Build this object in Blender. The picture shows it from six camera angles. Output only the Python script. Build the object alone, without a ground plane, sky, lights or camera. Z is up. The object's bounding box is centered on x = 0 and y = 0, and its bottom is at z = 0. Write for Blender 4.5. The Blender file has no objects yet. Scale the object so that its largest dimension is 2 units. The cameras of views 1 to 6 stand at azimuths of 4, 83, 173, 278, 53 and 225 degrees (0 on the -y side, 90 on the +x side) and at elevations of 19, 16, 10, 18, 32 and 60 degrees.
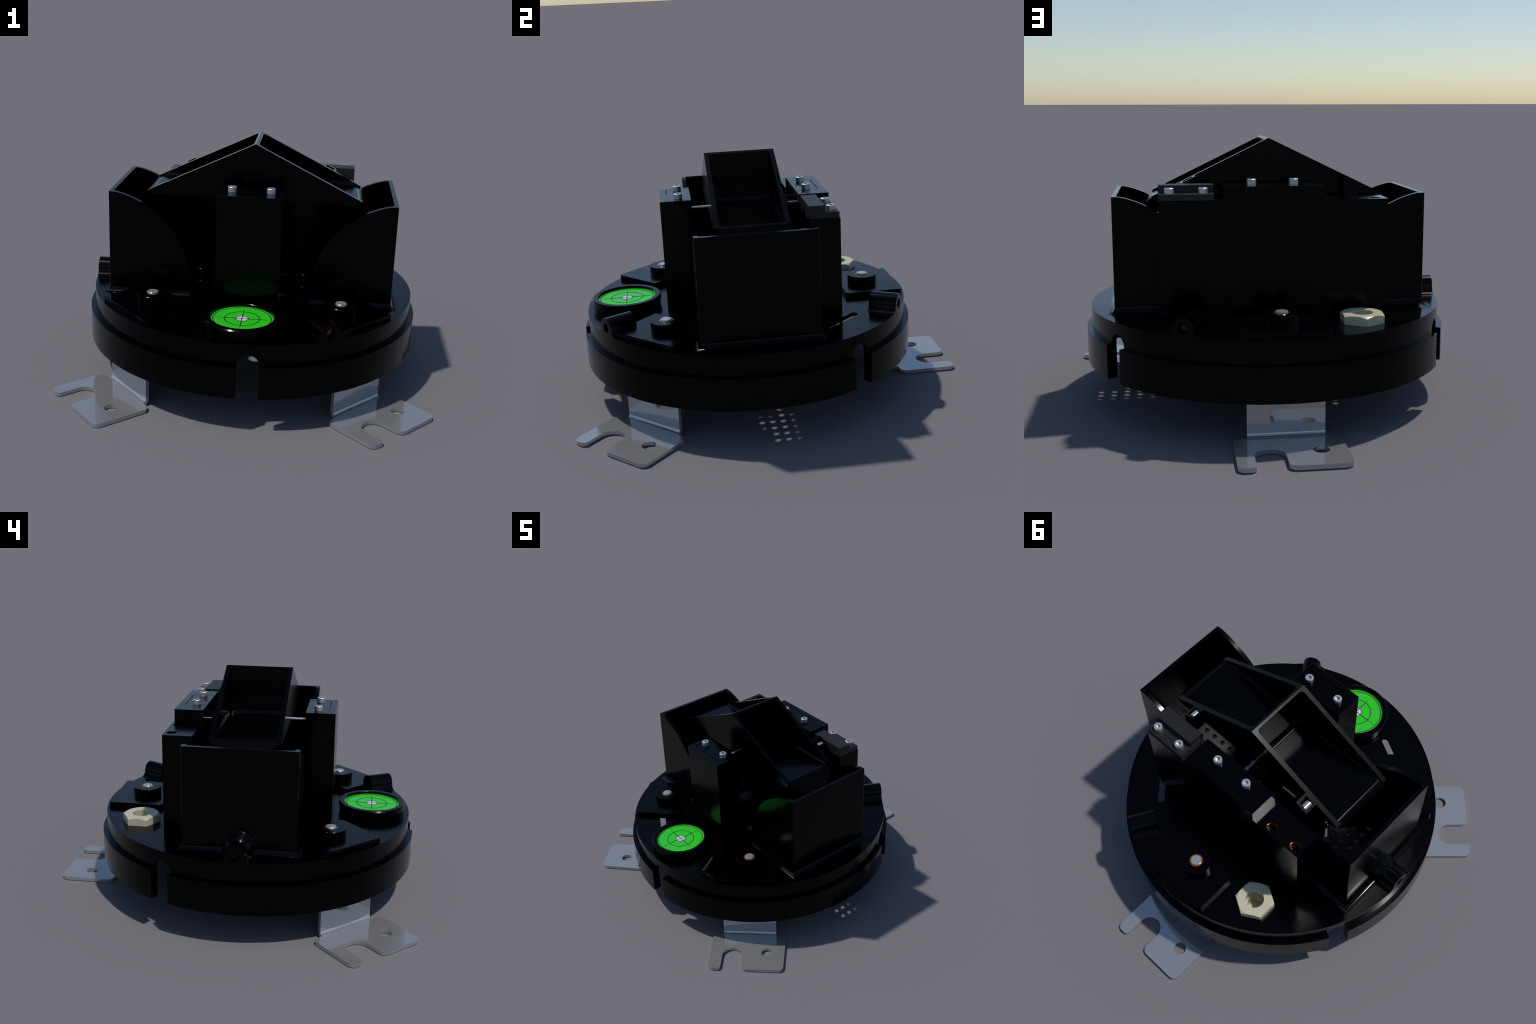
import bpy, bmesh, math, random
from mathutils import Vector, Matrix

random.seed(7)
CY = -0.097                      # the round base is centred on (0, CY)
PLATE = 0.448                    # top of the base plate
C = bpy.context.scene.collection

# ------------------------------------------------------------------ materials
def new_mat(name, color, rough=0.4, metal=0.0, spec=0.5, vary=0.06, grain=0.0, scale=14.0, ior=1.5):
    m = bpy.data.materials.new(name)
    m.use_nodes = True
    nt = m.node_tree
    b = nt.nodes["Principled BSDF"]
    b.inputs["Metallic"].default_value = metal
    b.inputs["Specular IOR Level"].default_value = spec
    b.inputs["IOR"].default_value = ior
    tc = nt.nodes.new("ShaderNodeTexCoord")
    no = nt.nodes.new("ShaderNodeTexNoise")
    no.inputs["Scale"].default_value = scale
    no.inputs["Detail"].default_value = 4
    nt.links.new(tc.outputs["Object"], no.inputs["Vector"])
    cr = nt.nodes.new("ShaderNodeValToRGB")
    cr.color_ramp.elements[0].position = 0.3
    cr.color_ramp.elements[1].position = 0.7
    cr.color_ramp.elements[0].color = tuple(c * (1 - vary) for c in color) + (1,)
    cr.color_ramp.elements[1].color = tuple(min(1, c * (1 + vary)) for c in color) + (1,)
    nt.links.new(no.outputs["Fac"], cr.inputs["Fac"])
    nt.links.new(cr.outputs["Color"], b.inputs["Base Color"])
    mr = nt.nodes.new("ShaderNodeMapRange")
    mr.inputs["To Min"].default_value = max(0.02, rough * 0.92)
    mr.inputs["To Max"].default_value = min(1, rough * 1.08)
    nt.links.new(no.outputs["Fac"], mr.inputs["Value"])
    nt.links.new(mr.outputs["Result"], b.inputs["Roughness"])
    if grain > 0:
        n2 = nt.nodes.new("ShaderNodeTexNoise")
        n2.inputs["Scale"].default_value = 260
        nt.links.new(tc.outputs["Object"], n2.inputs["Vector"])
        bp = nt.nodes.new("ShaderNodeBump")
        bp.inputs["Strength"].default_value = grain
        bp.inputs["Distance"].default_value = 0.001
        nt.links.new(n2.outputs["Fac"], bp.inputs["Height"])
        nt.links.new(bp.outputs["Normal"], b.inputs["Normal"])
    return m

BLACK = new_mat("black_plastic", (0.0108, 0.0108, 0.0110), rough=0.17, metal=1.0)
BLACK2 = new_mat("black_plastic_bucket", (0.0108, 0.0108, 0.0110), rough=0.17, metal=1.0)
SENSOR = new_mat("charcoal_plastic", (0.0095, 0.0095, 0.0098), rough=0.45, spec=0.35)
STEEL = new_mat("polished_steel", (0.47, 0.47, 0.475), rough=0.06, metal=0.68, vary=0.01)
SCREW = new_mat("screw_steel", (0.56, 0.57, 0.585), rough=0.34, metal=0.72, vary=0.03)
STUDM = new_mat("stud_steel", (0.58, 0.585, 0.60), rough=0.2, metal=0.7, vary=0.02)
BRASS = new_mat("brass", (0.62, 0.24, 0.022), rough=0.3, metal=1.0, vary=0.05)
CREAM = new_mat("cream_nylon", (0.50, 0.47, 0.335), rough=0.34, vary=0.02)
GREEN = new_mat("level_green", (0.028, 0.52, 0.018), rough=0.25, vary=0.01)
WHITE = new_mat("level_white", (0.60, 0.60, 0.66), rough=0.3, vary=0.02)
INK = new_mat("level_ink", (0.008, 0.012, 0.012), rough=0.4)

# ------------------------------------------------------------------ helpers
ROOT = bpy.data.objects.new("tipping_bucket_rain_gauge", None)
C.objects.link(ROOT)
ROOT["label"] = "black tipping bucket rain gauge mechanism on steel feet"
ROOT["category"] = "rain gauge"

def smooth(me, ang=32):
    me.polygons.foreach_set("use_smooth", [True] * len(me.polygons))
    me.set_sharp_from_angle(angle=math.radians(ang))
    me.update()

def add(name, bm, mat, parent=ROOT, ang=32):
    bmesh.ops.remove_doubles(bm, verts=bm.verts, dist=1e-6)
    bmesh.ops.recalc_face_normals(bm, faces=bm.faces)
    me = bpy.data.meshes.new(name)
    bm.to_mesh(me)
    bm.free()
    me.materials.append(mat)
    smooth(me, ang)
    o = bpy.data.objects.new(name, me)
    C.objects.link(o)
    o.parent = parent
    return o

def clone(src, name, parent=ROOT, mtx=None):
    o = src.copy()
    o.name = name
    C.objects.link(o)
    o.parent = parent
    if mtx is not None:
        o.matrix_world = mtx
    return o

def prism(pts, lo, hi, axis="z", bm=None):
    """Extrude a closed 2D outline. axis z: pts=(x,y); y: pts=(x,z); x: pts=(y,z)."""
    bm = bm or bmesh.new()
    def P(p, h):
        return {"z": (p[0], p[1], h), "y": (p[0], h, p[1]), "x": (h, p[0], p[1])}[axis]
    a = [bm.verts.new(P(p, lo)) for p in pts]
    b = [bm.verts.new(P(p, hi)) for p in pts]
    n = len(pts)
    bm.faces.new(a[::-1])
    bm.faces.new(b)
    for i in range(n):
        j = (i + 1) % n
        bm.faces.new((a[i], a[j], b[j], b[i]))
    bmesh.ops.recalc_face_normals(bm, faces=bm.faces)
    return bm

def box(x0, x1, y0, y1, z0, z1, bm=None, bevel=0.0, seg=2):
    r = prism([(x0, y0), (x1, y0), (x1, y1), (x0, y1)], z0, z1, bm=bm)
    if bevel:
        bmesh.ops.bevel(r, geom=list(r.edges), offset=bevel, segments=seg, affect="EDGES", profile=0.5)
    return r

def arc(cx, cy, r, a0, a1, n):
    return [(cx + r * math.cos(math.radians(a0 + (a1 - a0) * i / n)),
             cy + r * math.sin(math.radians(a0 + (a1 - a0) * i / n))) for i in range(n + 1)]

def round_rect(x0, x1, y0, y1, r, corners="1111", n=6):
    """corners: lower-left, lower-right, upper-right, upper-left rounded or not."""
    out = []
    data = [(x0, y0, 1, 1, 180), (x1, y0, -1, 1, 270), (x1, y1, -1, -1, 0), (x0, y1, 1, -1, 90)]
    for c, (x, y, sx, sy, a) in zip(corners, data):
        if c == "1":
            out += arc(x + sx * r, y + sy * r, r, a, a + 90, n)
        else:
            out.append((x, y))
    return out

def lathe(profile, n=128, centre=(0, 0), closed=False):
    """Revolve (r, z) points about a vertical axis; r = 0 points become poles."""
    bm = bmesh.new()
    rings = []
    for r, z in profile:
        if r < 1e-7:
            rings.append([bm.verts.new((centre[0], centre[1], z))])
        else:
            rings.append([bm.verts.new((centre[0] + r * math.cos(2 * math.pi * i / n),
                                        centre[1] + r * math.sin(2 * math.pi * i / n), z)) for i in range(n)])
    pairs = list(zip(rings, rings[1:]))
    if closed:
        pairs.append((rings[-1], rings[0]))
    for A, B in pairs:
        for i in range(n):
            j = (i + 1) % n
            if len(A) == 1 and len(B) == 1:
                continue
            if len(A) == 1:
                bm.faces.new((A[0], B[i], B[j]))
            elif len(B) == 1:
                bm.faces.new((A[i], A[j], B[0]))
            else:
                bm.faces.new((A[i], A[j], B[j], B[i]))
    bmesh.ops.recalc_face_normals(bm, faces=bm.faces)
    return bm

def cyl(x, y, r, z0, z1, n=40):
    return lathe([(0, z0), (r, z0), (r, z1), (0, z1)], n, (x, y))

def boolean(obj, cutters, op="DIFFERENCE", ang=32):
    """Apply boolean cutters (bmesh list joined into one mesh) to obj and bake."""
    for bm in cutters:
        me = bpy.data.meshes.new("cutter")
        bmesh.ops.recalc_face_normals(bm, faces=bm.faces)
        bm.to_mesh(me)
        bm.free()
        co = bpy.data.objects.new("cutter", me)
        C.objects.link(co)
        md = obj.modifiers.new("b", "BOOLEAN")
        md.operation = op
        md.solver = "EXACT"
        md.use_self = True
        md.object = co
        dg = bpy.context.evaluated_depsgraph_get()
        new = bpy.data.meshes.new_from_object(obj.evaluated_get(dg))
        obj.modifiers.clear()
        old = obj.data
        nm = old.name
        obj.data = new
        bpy.data.meshes.remove(old)
        new.name = nm
        bpy.data.objects.remove(co)
        bpy.data.meshes.remove(me)
    smooth(obj.data, ang)
    return obj

def merge(bms):
    out = bmesh.new()
    for b in bms:
        me = bpy.data.meshes.new("t")
        b.to_mesh(me)
        b.free()
        out.from_mesh(me)
        bpy.data.meshes.remove(me)
    return out

def radial(ang):
    """Local frame: x radial outwards, y tangential (ccw), origin on the base axis."""
    return Matrix.Translation((0, CY, 0)) @ Matrix.Rotation(math.radians(ang), 4, "Z")

def xf(bm, m):
    bmesh.ops.transform(bm, matrix=m, verts=bm.verts)
    return bm

# ------------------------------------------------------------------ base
RS, RD, RI = 0.864, 0.840, 0.815       # skirt, drum, inner radius
rim = add("rim_wall", lathe([(RI, 0.186), (RS, 0.186), (RS, 0.3435), (RD, 0.3445), (RD, PLATE), (RI, PLATE)],
                            240, (0, CY), True), BLACK, ang=12)
NOTCH = (-86.5, 33.5, 153.4)
def notch():
    w = 0.0525
    pts = [(-w, 0.1), (w, 0.1)] + arc(0, 0.3445, w, 0, 180, 20)
    return prism(pts, 0.75, 0.95, axis="x")
boolean(rim, [merge([xf(notch(), radial(a)) for a in NOTCH])], ang=12)

plate = add("base_plate", lathe([(0, PLATE - 0.02), (RI + 0.001, PLATE - 0.02), (RI + 0.001, PLATE - 0.0002),
                                 (0, PLATE - 0.0002)], 160, (0, CY)), BLACK)
def slot(p, q, w):
    d = Vector((q[0] - p[0], q[1] - p[1]))
    a = math.degrees(math.atan2(d.y, d.x))
    pts = arc(q[0], q[1], w, a - 90, a + 90, 10) + arc(p[0], p[1], w, a + 90, a + 270, 10)
    return prism(pts, 0.40, 0.50)
cut = [slot((-0.232, -0.717), (-0.37, -0.642), 0.0187), slot((0.428, 0.402), (0.575, 0.24), 0.0187)]
NUT = (-0.362, 0.480)
cut.append(cyl(NUT[0], NUT[1], 0.058, 0.40, 0.50, 32))
# the boxes drain through perforated trays sunk below the plate
TX0, TX1, TY0, TY1, TZ = 0.282, 0.6955, -0.361, 0.163, 0.350
for sx in (-1, 1):
    a, b = sorted((sx * TX0, sx * TX1))
    cut.append(box(a, b, TY0, TY1, 0.40, 0.50))
    for y in (-0.272, 0.057):                                  # small drip holes beside the centre rib
        cut.append(cyl(sx * 0.152, y, 0.036, 0.40, 0.50, 24))
boolean(plate, [merge(cut)])
HY = [-0.1195 + 0.0515 * k for k in range(-4, 6)]
for sx in (-1, 1):
    a, b = sorted((sx * (TX0 - 0.016), sx * (TX1 + 0.016)))
    tr = add("drain_tray", box(a, b, TY0 - 0.016, TY1 + 0.016, TZ - 0.018, PLATE - 0.006), BLACK)
    a, b = sorted((sx * (TX0 + 0.0002), sx * (TX1 - 0.0002)))
    boolean(tr, [box(a, b, TY0 + 0.0002, TY1 - 0.0002, TZ, 0.6),
                 merge([cyl(sx * x, y, 0.0148, 0.30, 0.40, 20) for x in ([0.2965 + 0.0625 * i for i in range(7)] if sx > 0 else [0.3055 + 0.0625 * i for i in range(6)])
                        for y in HY])])

# ------------------------------------------------------------------ radial screw lugs with brass inserts
LR, LZ, LF = 0.050, 0.482, 0.036
def lug_outline():
    right = arc(LR + LF, PLATE + LF - 0.0005, LF, 270, 180, 10)       # concave foot
    top = arc(0, LZ, LR, 2, 178, 28)
    left = [(-x, z) for x, z in right[::-1]]
    base = [(-LR - LF - 0.002, PLATE - 0.012), (LR + LF + 0.002, PLATE - 0.012)]
    return base + right[:-1] + top + left[1:]
for k, ang in enumerate((-60, 60, 180)):
    inner = 0.700
    o = add("screw_lug", prism(lug_outline(), inner, 0.8395 + 0.012, axis="x"), BLACK)
    ring = lathe([(RD + 0.0004, 0.3), (RD + 0.0004, 0.7), (1.2, 0.7), (1.2, 0.3)], 200, closed=True)
    hole = xf(cyl(0, 0, 0.0245, 0.5, 1.0, 28), Matrix.Translation((0, 0, LZ)) @ Matrix.Rotation(math.radians(90), 4, "Y"))
    boolean(o, [ring, hole])
    o.matrix_world = radial(ang)
    ins = lathe([(0.0235, 0), (0.0243, 0), (0.0243, 0.075), (0.0235, 0.075)], 28, closed=True)
    threads = []
    for i in range(10):                       # turned grooves of the insert
        z = 0.006 + 0.0072 * i
        threads.append(lathe([(0.0243, z), (0.0205, z + 0.0036), (0.0243, z + 0.0072)], 28))
    p = add("brass_insert", merge([ins] + threads), BRASS, o)
    p.matrix_world = radial(ang) @ Matrix.Translation((0.722, 0, LZ)) @ Matrix.Rotation(math.radians(90), 4, "Y")
    if ang == 180:                            # round fillet where the lug runs into the box wall
        prof = [(LR - 0.002, 0.052), (LR + 0.004, 0.045), (LR + 0.014, 0.034), (LR + 0.024, 0.018), (LR + 0.030, 0.006), (LR + 0.036, 0.0)]
        f = lathe(prof, 56)
        bmesh.ops.bisect_plane(f, geom=f.verts[:] + f.edges[:] + f.faces[:], plane_co=(LZ - PLATE + 0.012, 0, 0),
                               plane_no=(1, 0, 0), clear_outer=True)
        q = add("lug_fillet", f, BLACK, o, 60)
        q.matrix_world = radial(180) @ Matrix.Translation((0.7168, 0, LZ)) @ Matrix.Rotation(math.radians(90), 4, "Y")

# ------------------------------------------------------------------ feet, pads and studs
T = 0.019
def bracket():
    u0, u1, w, r = 0.797, 1.0945, 0.228, 0.034
    sc, sr, s0 = -0.090, 0.063, 0.982
    ol = arc(u0 + r, -w + r, r, 180, 270, 6)
    ol += arc(u1 - r, -w + r, r, 270, 360, 6)
    a = sc - sr
    ol += arc(u1 - 0.022, a - 0.022, 0.022, 0, 90, 5)
    ol += arc(s0, sc, sr, 270, 90, 24)
    b = sc + sr
    ol += arc(u1 - r, b + r, r, 270, 360, 6)
    ol += arc(u1 - r, w - r, r, 0, 90, 6) + arc(u0 + r, w - r, r, 90, 180, 6)
    flange = prism(ol, 0.0, T)
    me = bpy.data.objects.new("foot_bracket", bpy.data.meshes.new("foot_bracket"))
    C.objects.link(me)
    flange.to_mesh(me.data)
    flange.free()
    boolean(me, [cyl(0.947, 0.120, 0.034, -0.1, 0.1, 32)])
    ui, uo = 0.762, 0.780
    web = [(ui, 0.41), (ui, 0.035)] + arc(ui + 0.035, 0.035, 0.035, 180, 270, 8) + \
          [(u0 + 0.002, 0.0003), (u0 + 0.002, T + 0.0003)] + arc(uo + 0.017, T + 0.017, 0.017, 270, 180, 8) + [(uo, 0.392),
          (uo, 0.41)]
    wb = prism(web, -0.165, 0.165, axis="y")
    top = box(0.585, ui + 0.004, -0.10, 0.10, 0.391, 0.4095)
    bm = merge([wb, top])
    bm.from_mesh(me.data)
    bpy.data.objects.remove(me)
    return bm
fb = add("foot_bracket", bracket(), STEEL)
pad_bm = prism(round_rect(0.51, 0.81, -0.19, 0.19, 0.016), PLATE - 0.01, 0.475)
bmesh.ops.bevel(pad_bm, geom=[e for e in pad_bm.edges if all(v.co.z > 0.47 for v in e.verts)], offset=0.002,
                segments=2, affect="EDGES")
padme = add("mounting_pad", pad_bm, BLACK)
for i, ang in enumerate((90, 223, -43)):
    f = fb if i == 0 else clone(fb, "foot_bracket")
    f.matrix_world = radial(ang)
    pd = padme if i == 0 else clone(padme, "mounting_pad")
    if i:                                  # the two front pads stop at the box walls
        pd.data = pd.data.copy()
        pd.matrix_world = Matrix.Identity(4)
        keep = box(-1, 1, -0.376, 0.2, 0.3, 0.6)
        boolean(pd, [xf(keep, radial(ang).inverted())])
    pd.matrix_world = radial(ang)
    M = radial(ang) @ Matrix.Translation((0.637, 0, 0))
    for nm, bm, mt in (
        ("pad_boss", lathe([(0.078, 0.470), (0.078, 0.5145), (0.0765, 0.516), (0.0355, 0.516), (0.0355, 0.505)], 72), BLACK),
        ("brass_ring", lathe([(0.0352, 0.500), (0.0352, 0.5150), (0.0282, 0.5150), (0.0282, 0.500)], 48), BRASS),
        ("stud", lathe([(0.0272, 0.42), (0.0272, 0.5205), (0.0258, 0.5220), (0, 0.5220)], 48), STUDM)):
        c = add(nm, bm, mt, pd, 14)
        c.matrix_world = M
# ------------------------------------------------------------------ collector boxes
BY0, BY1, BX, BW, BTOP = -0.383, 0.185, 0.7185, 0.022, 0.9805
def box_profile():
    cx, cz, R = 0.781, 0.512, 0.478
    pts = [(BX, PLATE - 0.012), (BX, BTOP)]
    a = [(cx + R * math.cos(math.radians(t)), cz + R * math.sin(math.radians(t))) for t in range(99, 181, 3)]
    pts += [(x, min(z, BTOP)) for x, z in a if x < BX - 0.004]
    pts += [(0.303, PLATE - 0.012)]
    return pts
def box_fillet(path, r=0.031, n=8):
    """Concave quarter-round swept along an open path (outside on the right-hand side), mitred corners."""
    bm = bmesh.new()
    P = [Vector(p) for p in path]
    offs = []
    for i, p in enumerate(P):
        d0 = (P[i] - P[i - 1]).normalized() if i else (P[1] - P[0]).normalized()
        d1 = (P[i + 1] - P[i]).normalized() if i < len(P) - 1 else d0
        n0, n1 = Vector((d0.y, -d0.x)), Vector((d1.y, -d1.x))
        m = (n0 + n1)
        m = m / max(0.5, m.length_squared / 2)
        offs.append(m)
    rows = []
    for k in range(n + 1):
        t = math.radians(90 * k / n)
        out = r * (1 - math.cos(t))
        z = PLATE + r * (1 - math.sin(t))
        rows.append([bm.verts.new((p.x + m.x * (out - 0.0003), p.y + m.y * (out - 0.0003), z)) for p, m in zip(P, offs)])
    for A, B in zip(rows, rows[1:]):
        for i in range(len(P) - 1):
            bm.faces.new((A[i], A[i + 1], B[i + 1], B[i]))
    return bm
for s in (1, -1):
    bm = prism(box_profile(), BY0, BY1, axis="y")
    ve = [e for e in bm.edges if abs(e.verts[0].co.x - BX) < 1e-4 and abs(e.verts[1].co.x - BX) < 1e-4
          and abs(e.verts[0].co.y - e.verts[1].co.y) < 1e-4]
    bmesh.ops.bevel(bm, geom=ve, offset=0.007, segments=4, affect="EDGES", profile=0.5)
    o = add("collector_box", bm, BLACK)
    inner = prism(round_rect(0.1, BX - BW, BY0 + BW, BY1 - BW, 0.010, "0110"), 0.3, 1.2)
    for v in inner.verts:                       # slight draft: the wall thins towards its foot
        if v.co.z < 0.5 and v.co.x > 0.5:
            v.co.x += 0.004
    boolean(o, [inner], ang=20)
    # base fillets (front, outer and rear side)
    fp = [(0.304, BY0), (BX, BY0), (BX, BY1), (0.505, BY1)]
    f = box_fillet(fp)
    fo = add("box_fillet", f, BLACK, o, 40)
    if s < 0:
        for ob in (o, fo):
            ob.data.transform(Matrix.Scale(-1, 4, (1, 0, 0)))
            ob.data.flip_normals()

# round stop bosses under the bucket and the rib between post and bearing block
for sg in (1, -1):
    r, q, zt = 0.046, 0.010, 0.520
    prof = [(0.064, TZ - 0.004), (0.064, PLATE + 0.002), (r + 0.010, PLATE + 0.003), (r + 0.003, PLATE + 0.006), (r, PLATE + 0.013), (r, zt - q)]
    prof += [(r - q + q * math.cos(math.radians(t)), zt - q + q * math.sin(math.radians(t))) for t in range(15, 91, 15)] + [(0, zt)]
    add("stop_boss", lathe(prof, 40, (sg * 0.276, CY - 0.008)), BLACK)
add("centre_rib", box(-0.056, 0.056, -0.372, 0.176, PLATE - 0.012, 0.582, bevel=0.008, seg=3), BLACK)

# ------------------------------------------------------------------ screws
def screw_mesh():
    o = add("cap_screw", lathe([(0, -0.004), (0.0205, -0.004), (0.0205, 0.001), (0.0216, 0.0018), (0.0216, 0.0235),
                                (0.0192, 0.0258), (0, 0.0258)], 40), SCREW)
    hexp = [(0.0118 * math.cos(math.radians(60 * i + 15)), 0.0118 * math.sin(math.radians(60 * i + 15))) for i in range(6)]
    boolean(o, [prism(hexp, 0.010, 0.05)])
    me = o.data
    bpy.data.objects.remove(o)
    return me
SM = screw_mesh()
def screw(x, y, z, parent, rot):
    o = bpy.data.objects.new("cap_screw", SM)
    C.objects.link(o)
    o.parent = parent
    o.matrix_world = Matrix.Translation((x, y, z)) @ Matrix.Rotation(math.radians(rot), 4, "Z")
    return o

# ------------------------------------------------------------------ front support post with lid
def lid_outline(x, y0, y1, g, r, front):
    """lid with two rounded corners on its closed side"""
    if front:
        return round_rect(-x + g, x - g, y0 + g, y1, r - g, "1100")
    return round_rect(-x + g, x - g, y0, y1 - g, r - g, "0011")
PX, PY0, PY1, PZ = 0.158, -0.520, -0.363, 1.0275
post = add("support_post", box(-PX, PX, PY0, PY1, PLATE - 0.012, PZ, bevel=0.0015, seg=1), BLACK)
boolean(post, [prism(lid_outline(0.132, -0.486, -0.30, 0.0, 0.022, True), PZ - 0.012, PZ + 0.1)])
lid = add("axle_lid", prism(lid_outline(0.132, -0.486, PY1 - 0.0005, 0.0042, 0.022, True), PZ - 0.0125, PZ - 0.0004), BLACK, post)
screw(-0.095, -0.427, PZ, lid, 10)
screw(0.095, -0.427, PZ, lid, 33)

# ------------------------------------------------------------------ rear bearing block, raised in the middle
QX, QY0, QY1, QZ, MX, MZ = 0.5095, 0.172, 0.324, 0.971, 0.2245, 1.0325
prof = [(-QX, PLATE - 0.012), (QX, PLATE - 0.012), (QX, QZ), (MX, QZ), (MX, MZ), (-MX, MZ), (-MX, QZ), (-QX, QZ)]
blk_bm = prism(prof, QY0, QY1, axis="y")
block = add("bearing_block", blk_bm, BLACK)
holes = [cyl(sx * x, 0.286, 0.0252, QZ - 0.052, QZ + 0.05, 32) for sx in (-1,) for x in (0.314, 0.461)]
boolean(block, [prism(lid_outline(0.130, 0.10, 0.291, 0.0, 0.022, False), MZ - 0.012, MZ + 0.1), merge(holes)])
lid2 = add("axle_lid", prism(lid_outline(0.130, QY0 + 0.0005, 0.291, 0.0042, 0.022, False), MZ - 0.0125, MZ - 0.0004), BLACK, block)
screw(0.095, 0.230, MZ, lid2, 21)
screw(-0.095, 0.230, MZ, lid2, 48)
for x in (-0.314, -0.461):
    ins = lathe([(0.0225, QZ - 0.046), (0.0251, QZ - 0.046), (0.0251, QZ - 0.012), (0.0232, QZ - 0.012)], 32, (x, 0.286), True)
    add("brass_insert", ins, BRASS, block)

# ------------------------------------------------------------------ reed sensor on the +x shoulder
sp = [(0.168, QZ + 0.0012), (0.320, QZ + 0.0012), (0.320, 1.0015), (0.2515, 1.0015), (0.2515, 1.0365), (0.1735, 1.0365)]
sb = prism(sp, 0.2665, 0.5095, axis="x")
bmesh.ops.bevel(sb, geom=list(sb.edges), offset=0.0012, segments=1, affect="EDGES")
sensor = add("reed_sensor", sb, SENSOR)
screw(0.462, 0.286, 1.0015, sensor, 5)
screw(0.314, 0.286, 1.0015, sensor, 27)

# ------------------------------------------------------------------ tipping bucket
KY0, KY1, AP, LX, LZ2 = -0.2765, 0.0825, 1.2347, 0.543, 0.970
slope = (AP - LZ2) / LX
def bucket():
    zb, ch = 0.950, 0.070
    pr = [(0, AP), (LX, LZ2), (LX - 0.013, zb), (-LX + 0.013, zb), (-LX, LZ2)]
    bm = prism(pr, KY0, KY1, axis="y")
    o = add("tipping_bucket", bm, BLACK2)
    # pointed drip spouts below each lip
    for sg in (1, -1):
        k = bmesh.new()
        V = [k.verts.new(p) for p in ((sg * (LX - 0.001), KY0 + 0.0005, 0.9655), (sg * (LX - 0.001), KY1 - 0.0005, 0.9655),
                                      (sg * 0.639, CY, 0.850), (sg * 0.47, KY0 + 0.001, 0.9505),
                                      (sg * 0.47, KY1 - 0.001, 0.9505), (sg * 0.56, CY, 0.850))]
        for f in ((0, 1, 2), (0, 2, 5, 3), (1, 4, 5, 2), (3, 5, 4), (0, 3, 4, 1)):
            k.faces.new([V[n] for n in f])
        add("drip_spout", k, BLACK2, o)
    cutters = []
    for s in (1, -1):
        x0, y0, y1 = (0.0150 if s > 0 else 0.011), KY0 + 0.0228, KY1 - 0.0236
        zf = 0.9715
        c = prism([(x0, zf), (LX + 0.05, zf - 0.001), (LX + 0.05, 1.5), (x0, 1.5)], y0, y1, axis="y")
        ed = []
        for e in c.edges:
            a, b = e.verts[0].co, e.verts[1].co
            if (a.z < 1.2 or b.z < 1.2) and (a.x < 0.1 or b.x < 0.1):      # rounded corner edges and floor edges
                ed.append(e)
        bmesh.ops.bevel(c, geom=ed, offset=0.021, segments=5, affect="EDGES", profile=0.5)
        lip = [(LX - 0.030 + 0.030 * math.sin(math.radians(t)), zf - 0.030 + 0.030 * math.cos(math.radians(t))) for t in range(0, 91, 15)]
        lip = prism(lip + [(LX + 0.06, zf - 0.030), (LX + 0.06, zf + 0.03), (LX - 0.030, zf + 0.03)], y0 + 0.004, y1 - 0.004, axis="y")
        if s < 0:
            for q in (c, lip):
                bmesh.ops.transform(q, matrix=Matrix.Scale(-1, 4, (1, 0, 0)), verts=q.verts)
                bmesh.ops.reverse_faces(q, faces=q.faces)
        cutters += [c, lip]
    boolean(o, cutters, ang=28)
    return o
bk = bucket()
for s in (1, -1):                       # magnet holders on the rear wall, tops flush with the sloping rim
    xa, xb, ya, yb = 0.343, 0.409, KY1 - 0.004, 0.1515
    top = lambda x: AP - slope * x - 0.001
    pr = [(s * xa, 0.945), (s * xb, 0.945), (s * xb, top(xb)), (s * xa, top(xa))]
    h = add("magnet_holder", prism(pr, ya, yb, axis="y"), BLACK2, bk)
    boolean(h, [box(s * 0.376 - 0.0215, s * 0.376 + 0.0215, KY1 + 0.008, 0.138, 0.955, 1.2)])
    m = lathe([(0, 0), (0.0185, 0), (0.0205, 0.002), (0.0205, 0.045), (0.0185, 0.047), (0, 0.047)], 36)
    mo = add("magnet", m, STUDM, h)
    mo.matrix_world = Matrix.Translation((s * 0.376, KY1 + 0.009, 1.017)) @ Matrix.Rotation(math.radians(-90), 4, "X")

# axle
ax = lathe([(0.0075, 0.0), (0.0075, 0.105), (0.0075, 0.46), (0.0075, 0.505), (0.0105, 0.505), (0.0105, 0.56)], 24)
axo = add("axle", ax, STUDM)
axo.matrix_world = Matrix.Translation((0, -0.380, 0.952)) @ Matrix.Rotation(math.radians(-90), 4, "X")
# the shaft is hidden by the solid centre of the bucket

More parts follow.
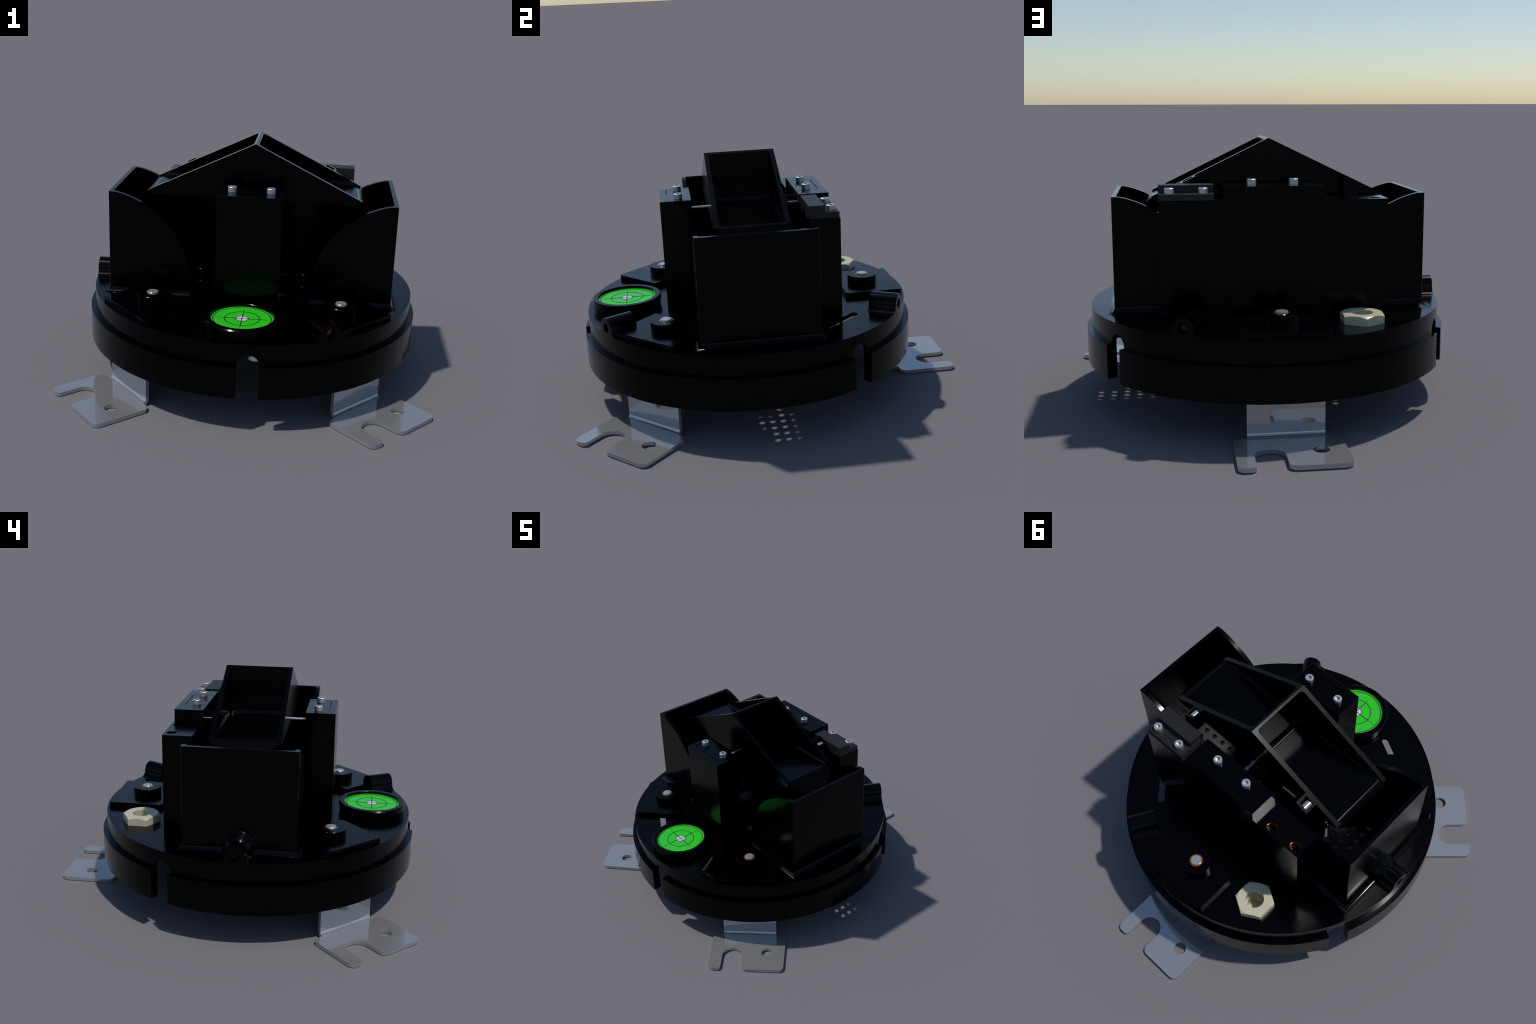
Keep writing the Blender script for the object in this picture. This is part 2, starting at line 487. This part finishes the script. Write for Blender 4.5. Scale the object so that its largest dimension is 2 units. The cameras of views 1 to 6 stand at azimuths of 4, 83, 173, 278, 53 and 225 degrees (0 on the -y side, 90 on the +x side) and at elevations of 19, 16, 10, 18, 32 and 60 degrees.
# ------------------------------------------------------------------ hex nut
def hex_nut():
    hp = [(0.102 * math.cos(math.radians(60 * i + 30)), 0.102 * math.sin(math.radians(60 * i + 30))) for i in range(6)]
    o = add("hex_nut", prism(hp, PLATE + 0.0005, 0.4895), CREAM)
    cone = lathe([(0, 0.40), (0.13, 0.40), (0.13, 0.4635), (0.0885, 0.4895), (0.0885, 0.4896), (0, 0.4896)], 96)
    boolean(o, [cone], op="INTERSECT")
    boolean(o, [cyl(0, 0, 0.0475, 0.40, 0.6, 48)])
    o.data.transform(Matrix.Translation((NUT[0], NUT[1], 0)))
    add("cable_tube", lathe([(0.0573, 0.33), (0.0573, PLATE + 0.002), (0.0478, PLATE + 0.002), (0.0478, 0.432), (0.040, 0.432),
                             (0.040, 0.36), (0, 0.36)], 48, NUT), CREAM, o)
hex_nut()

# ------------------------------------------------------------------ bubble level
LVL = (0.0, -0.732)
lv = add("bubble_level", lathe([(0.176, PLATE - 0.01), (0.176, 0.474), (0.1805, 0.478), (0.1810, 0.4975), (0.1750, 0.5035),
                                (0.1530, 0.5035), (0.1515, 0.502), (0.1515, 0.480), (0.0, 0.480)], 128, LVL), BLACK, ang=14)
ZD = 0.4895
add("level_dial", lathe([(0.1510, 0.482), (0.1510, ZD), (0.03, ZD), (0.0, ZD)], 96, LVL), GREEN, lv)
def ring(r, w, z0, z1, n=96):
    return lathe([(r - w / 2, z0), (r - w / 2, z1), (r + w / 2, z1), (r + w / 2, z0)], n, LVL)
def mark(ang):
    L, w = 0.128, 0.0021
    pts = [(-L, 0), (-L * 0.45, -w), (L * 0.45, -w), (L, 0), (L * 0.45, w), (-L * 0.45, w)]
    return xf(prism(pts, ZD, ZD + 0.0012), Matrix.Translation((LVL[0], LVL[1], 0)) @ Matrix.Rotation(math.radians(ang), 4, "Z"))
add("level_bubble", lathe([(0.0285, ZD - 0.001), (0.0285, ZD + 0.0005), (0.0, ZD + 0.0005)], 48, LVL), WHITE, lv)
add("level_mark", merge([ring(0.0297, 0.0036, ZD - 0.001, ZD + 0.0009), ring(0.083, 0.0040, ZD - 0.001, ZD + 0.0008),
                         ring(0.1385, 0.0040, ZD - 0.001, ZD + 0.0008), mark(0), mark(90)]), INK, lv)

ROOT.scale = (1.0035, 1.003, 1.0)
ROOT.location = (0, 0.0012, 0)

# flat faces keep flat shading next to their fillets
for ob in bpy.data.objects:
    if ob.type == "MESH":
        md = ob.modifiers.new("weighted_normals", "WEIGHTED_NORMAL")
        md.mode = "FACE_AREA"
        md.weight = 100
        md.keep_sharp = True
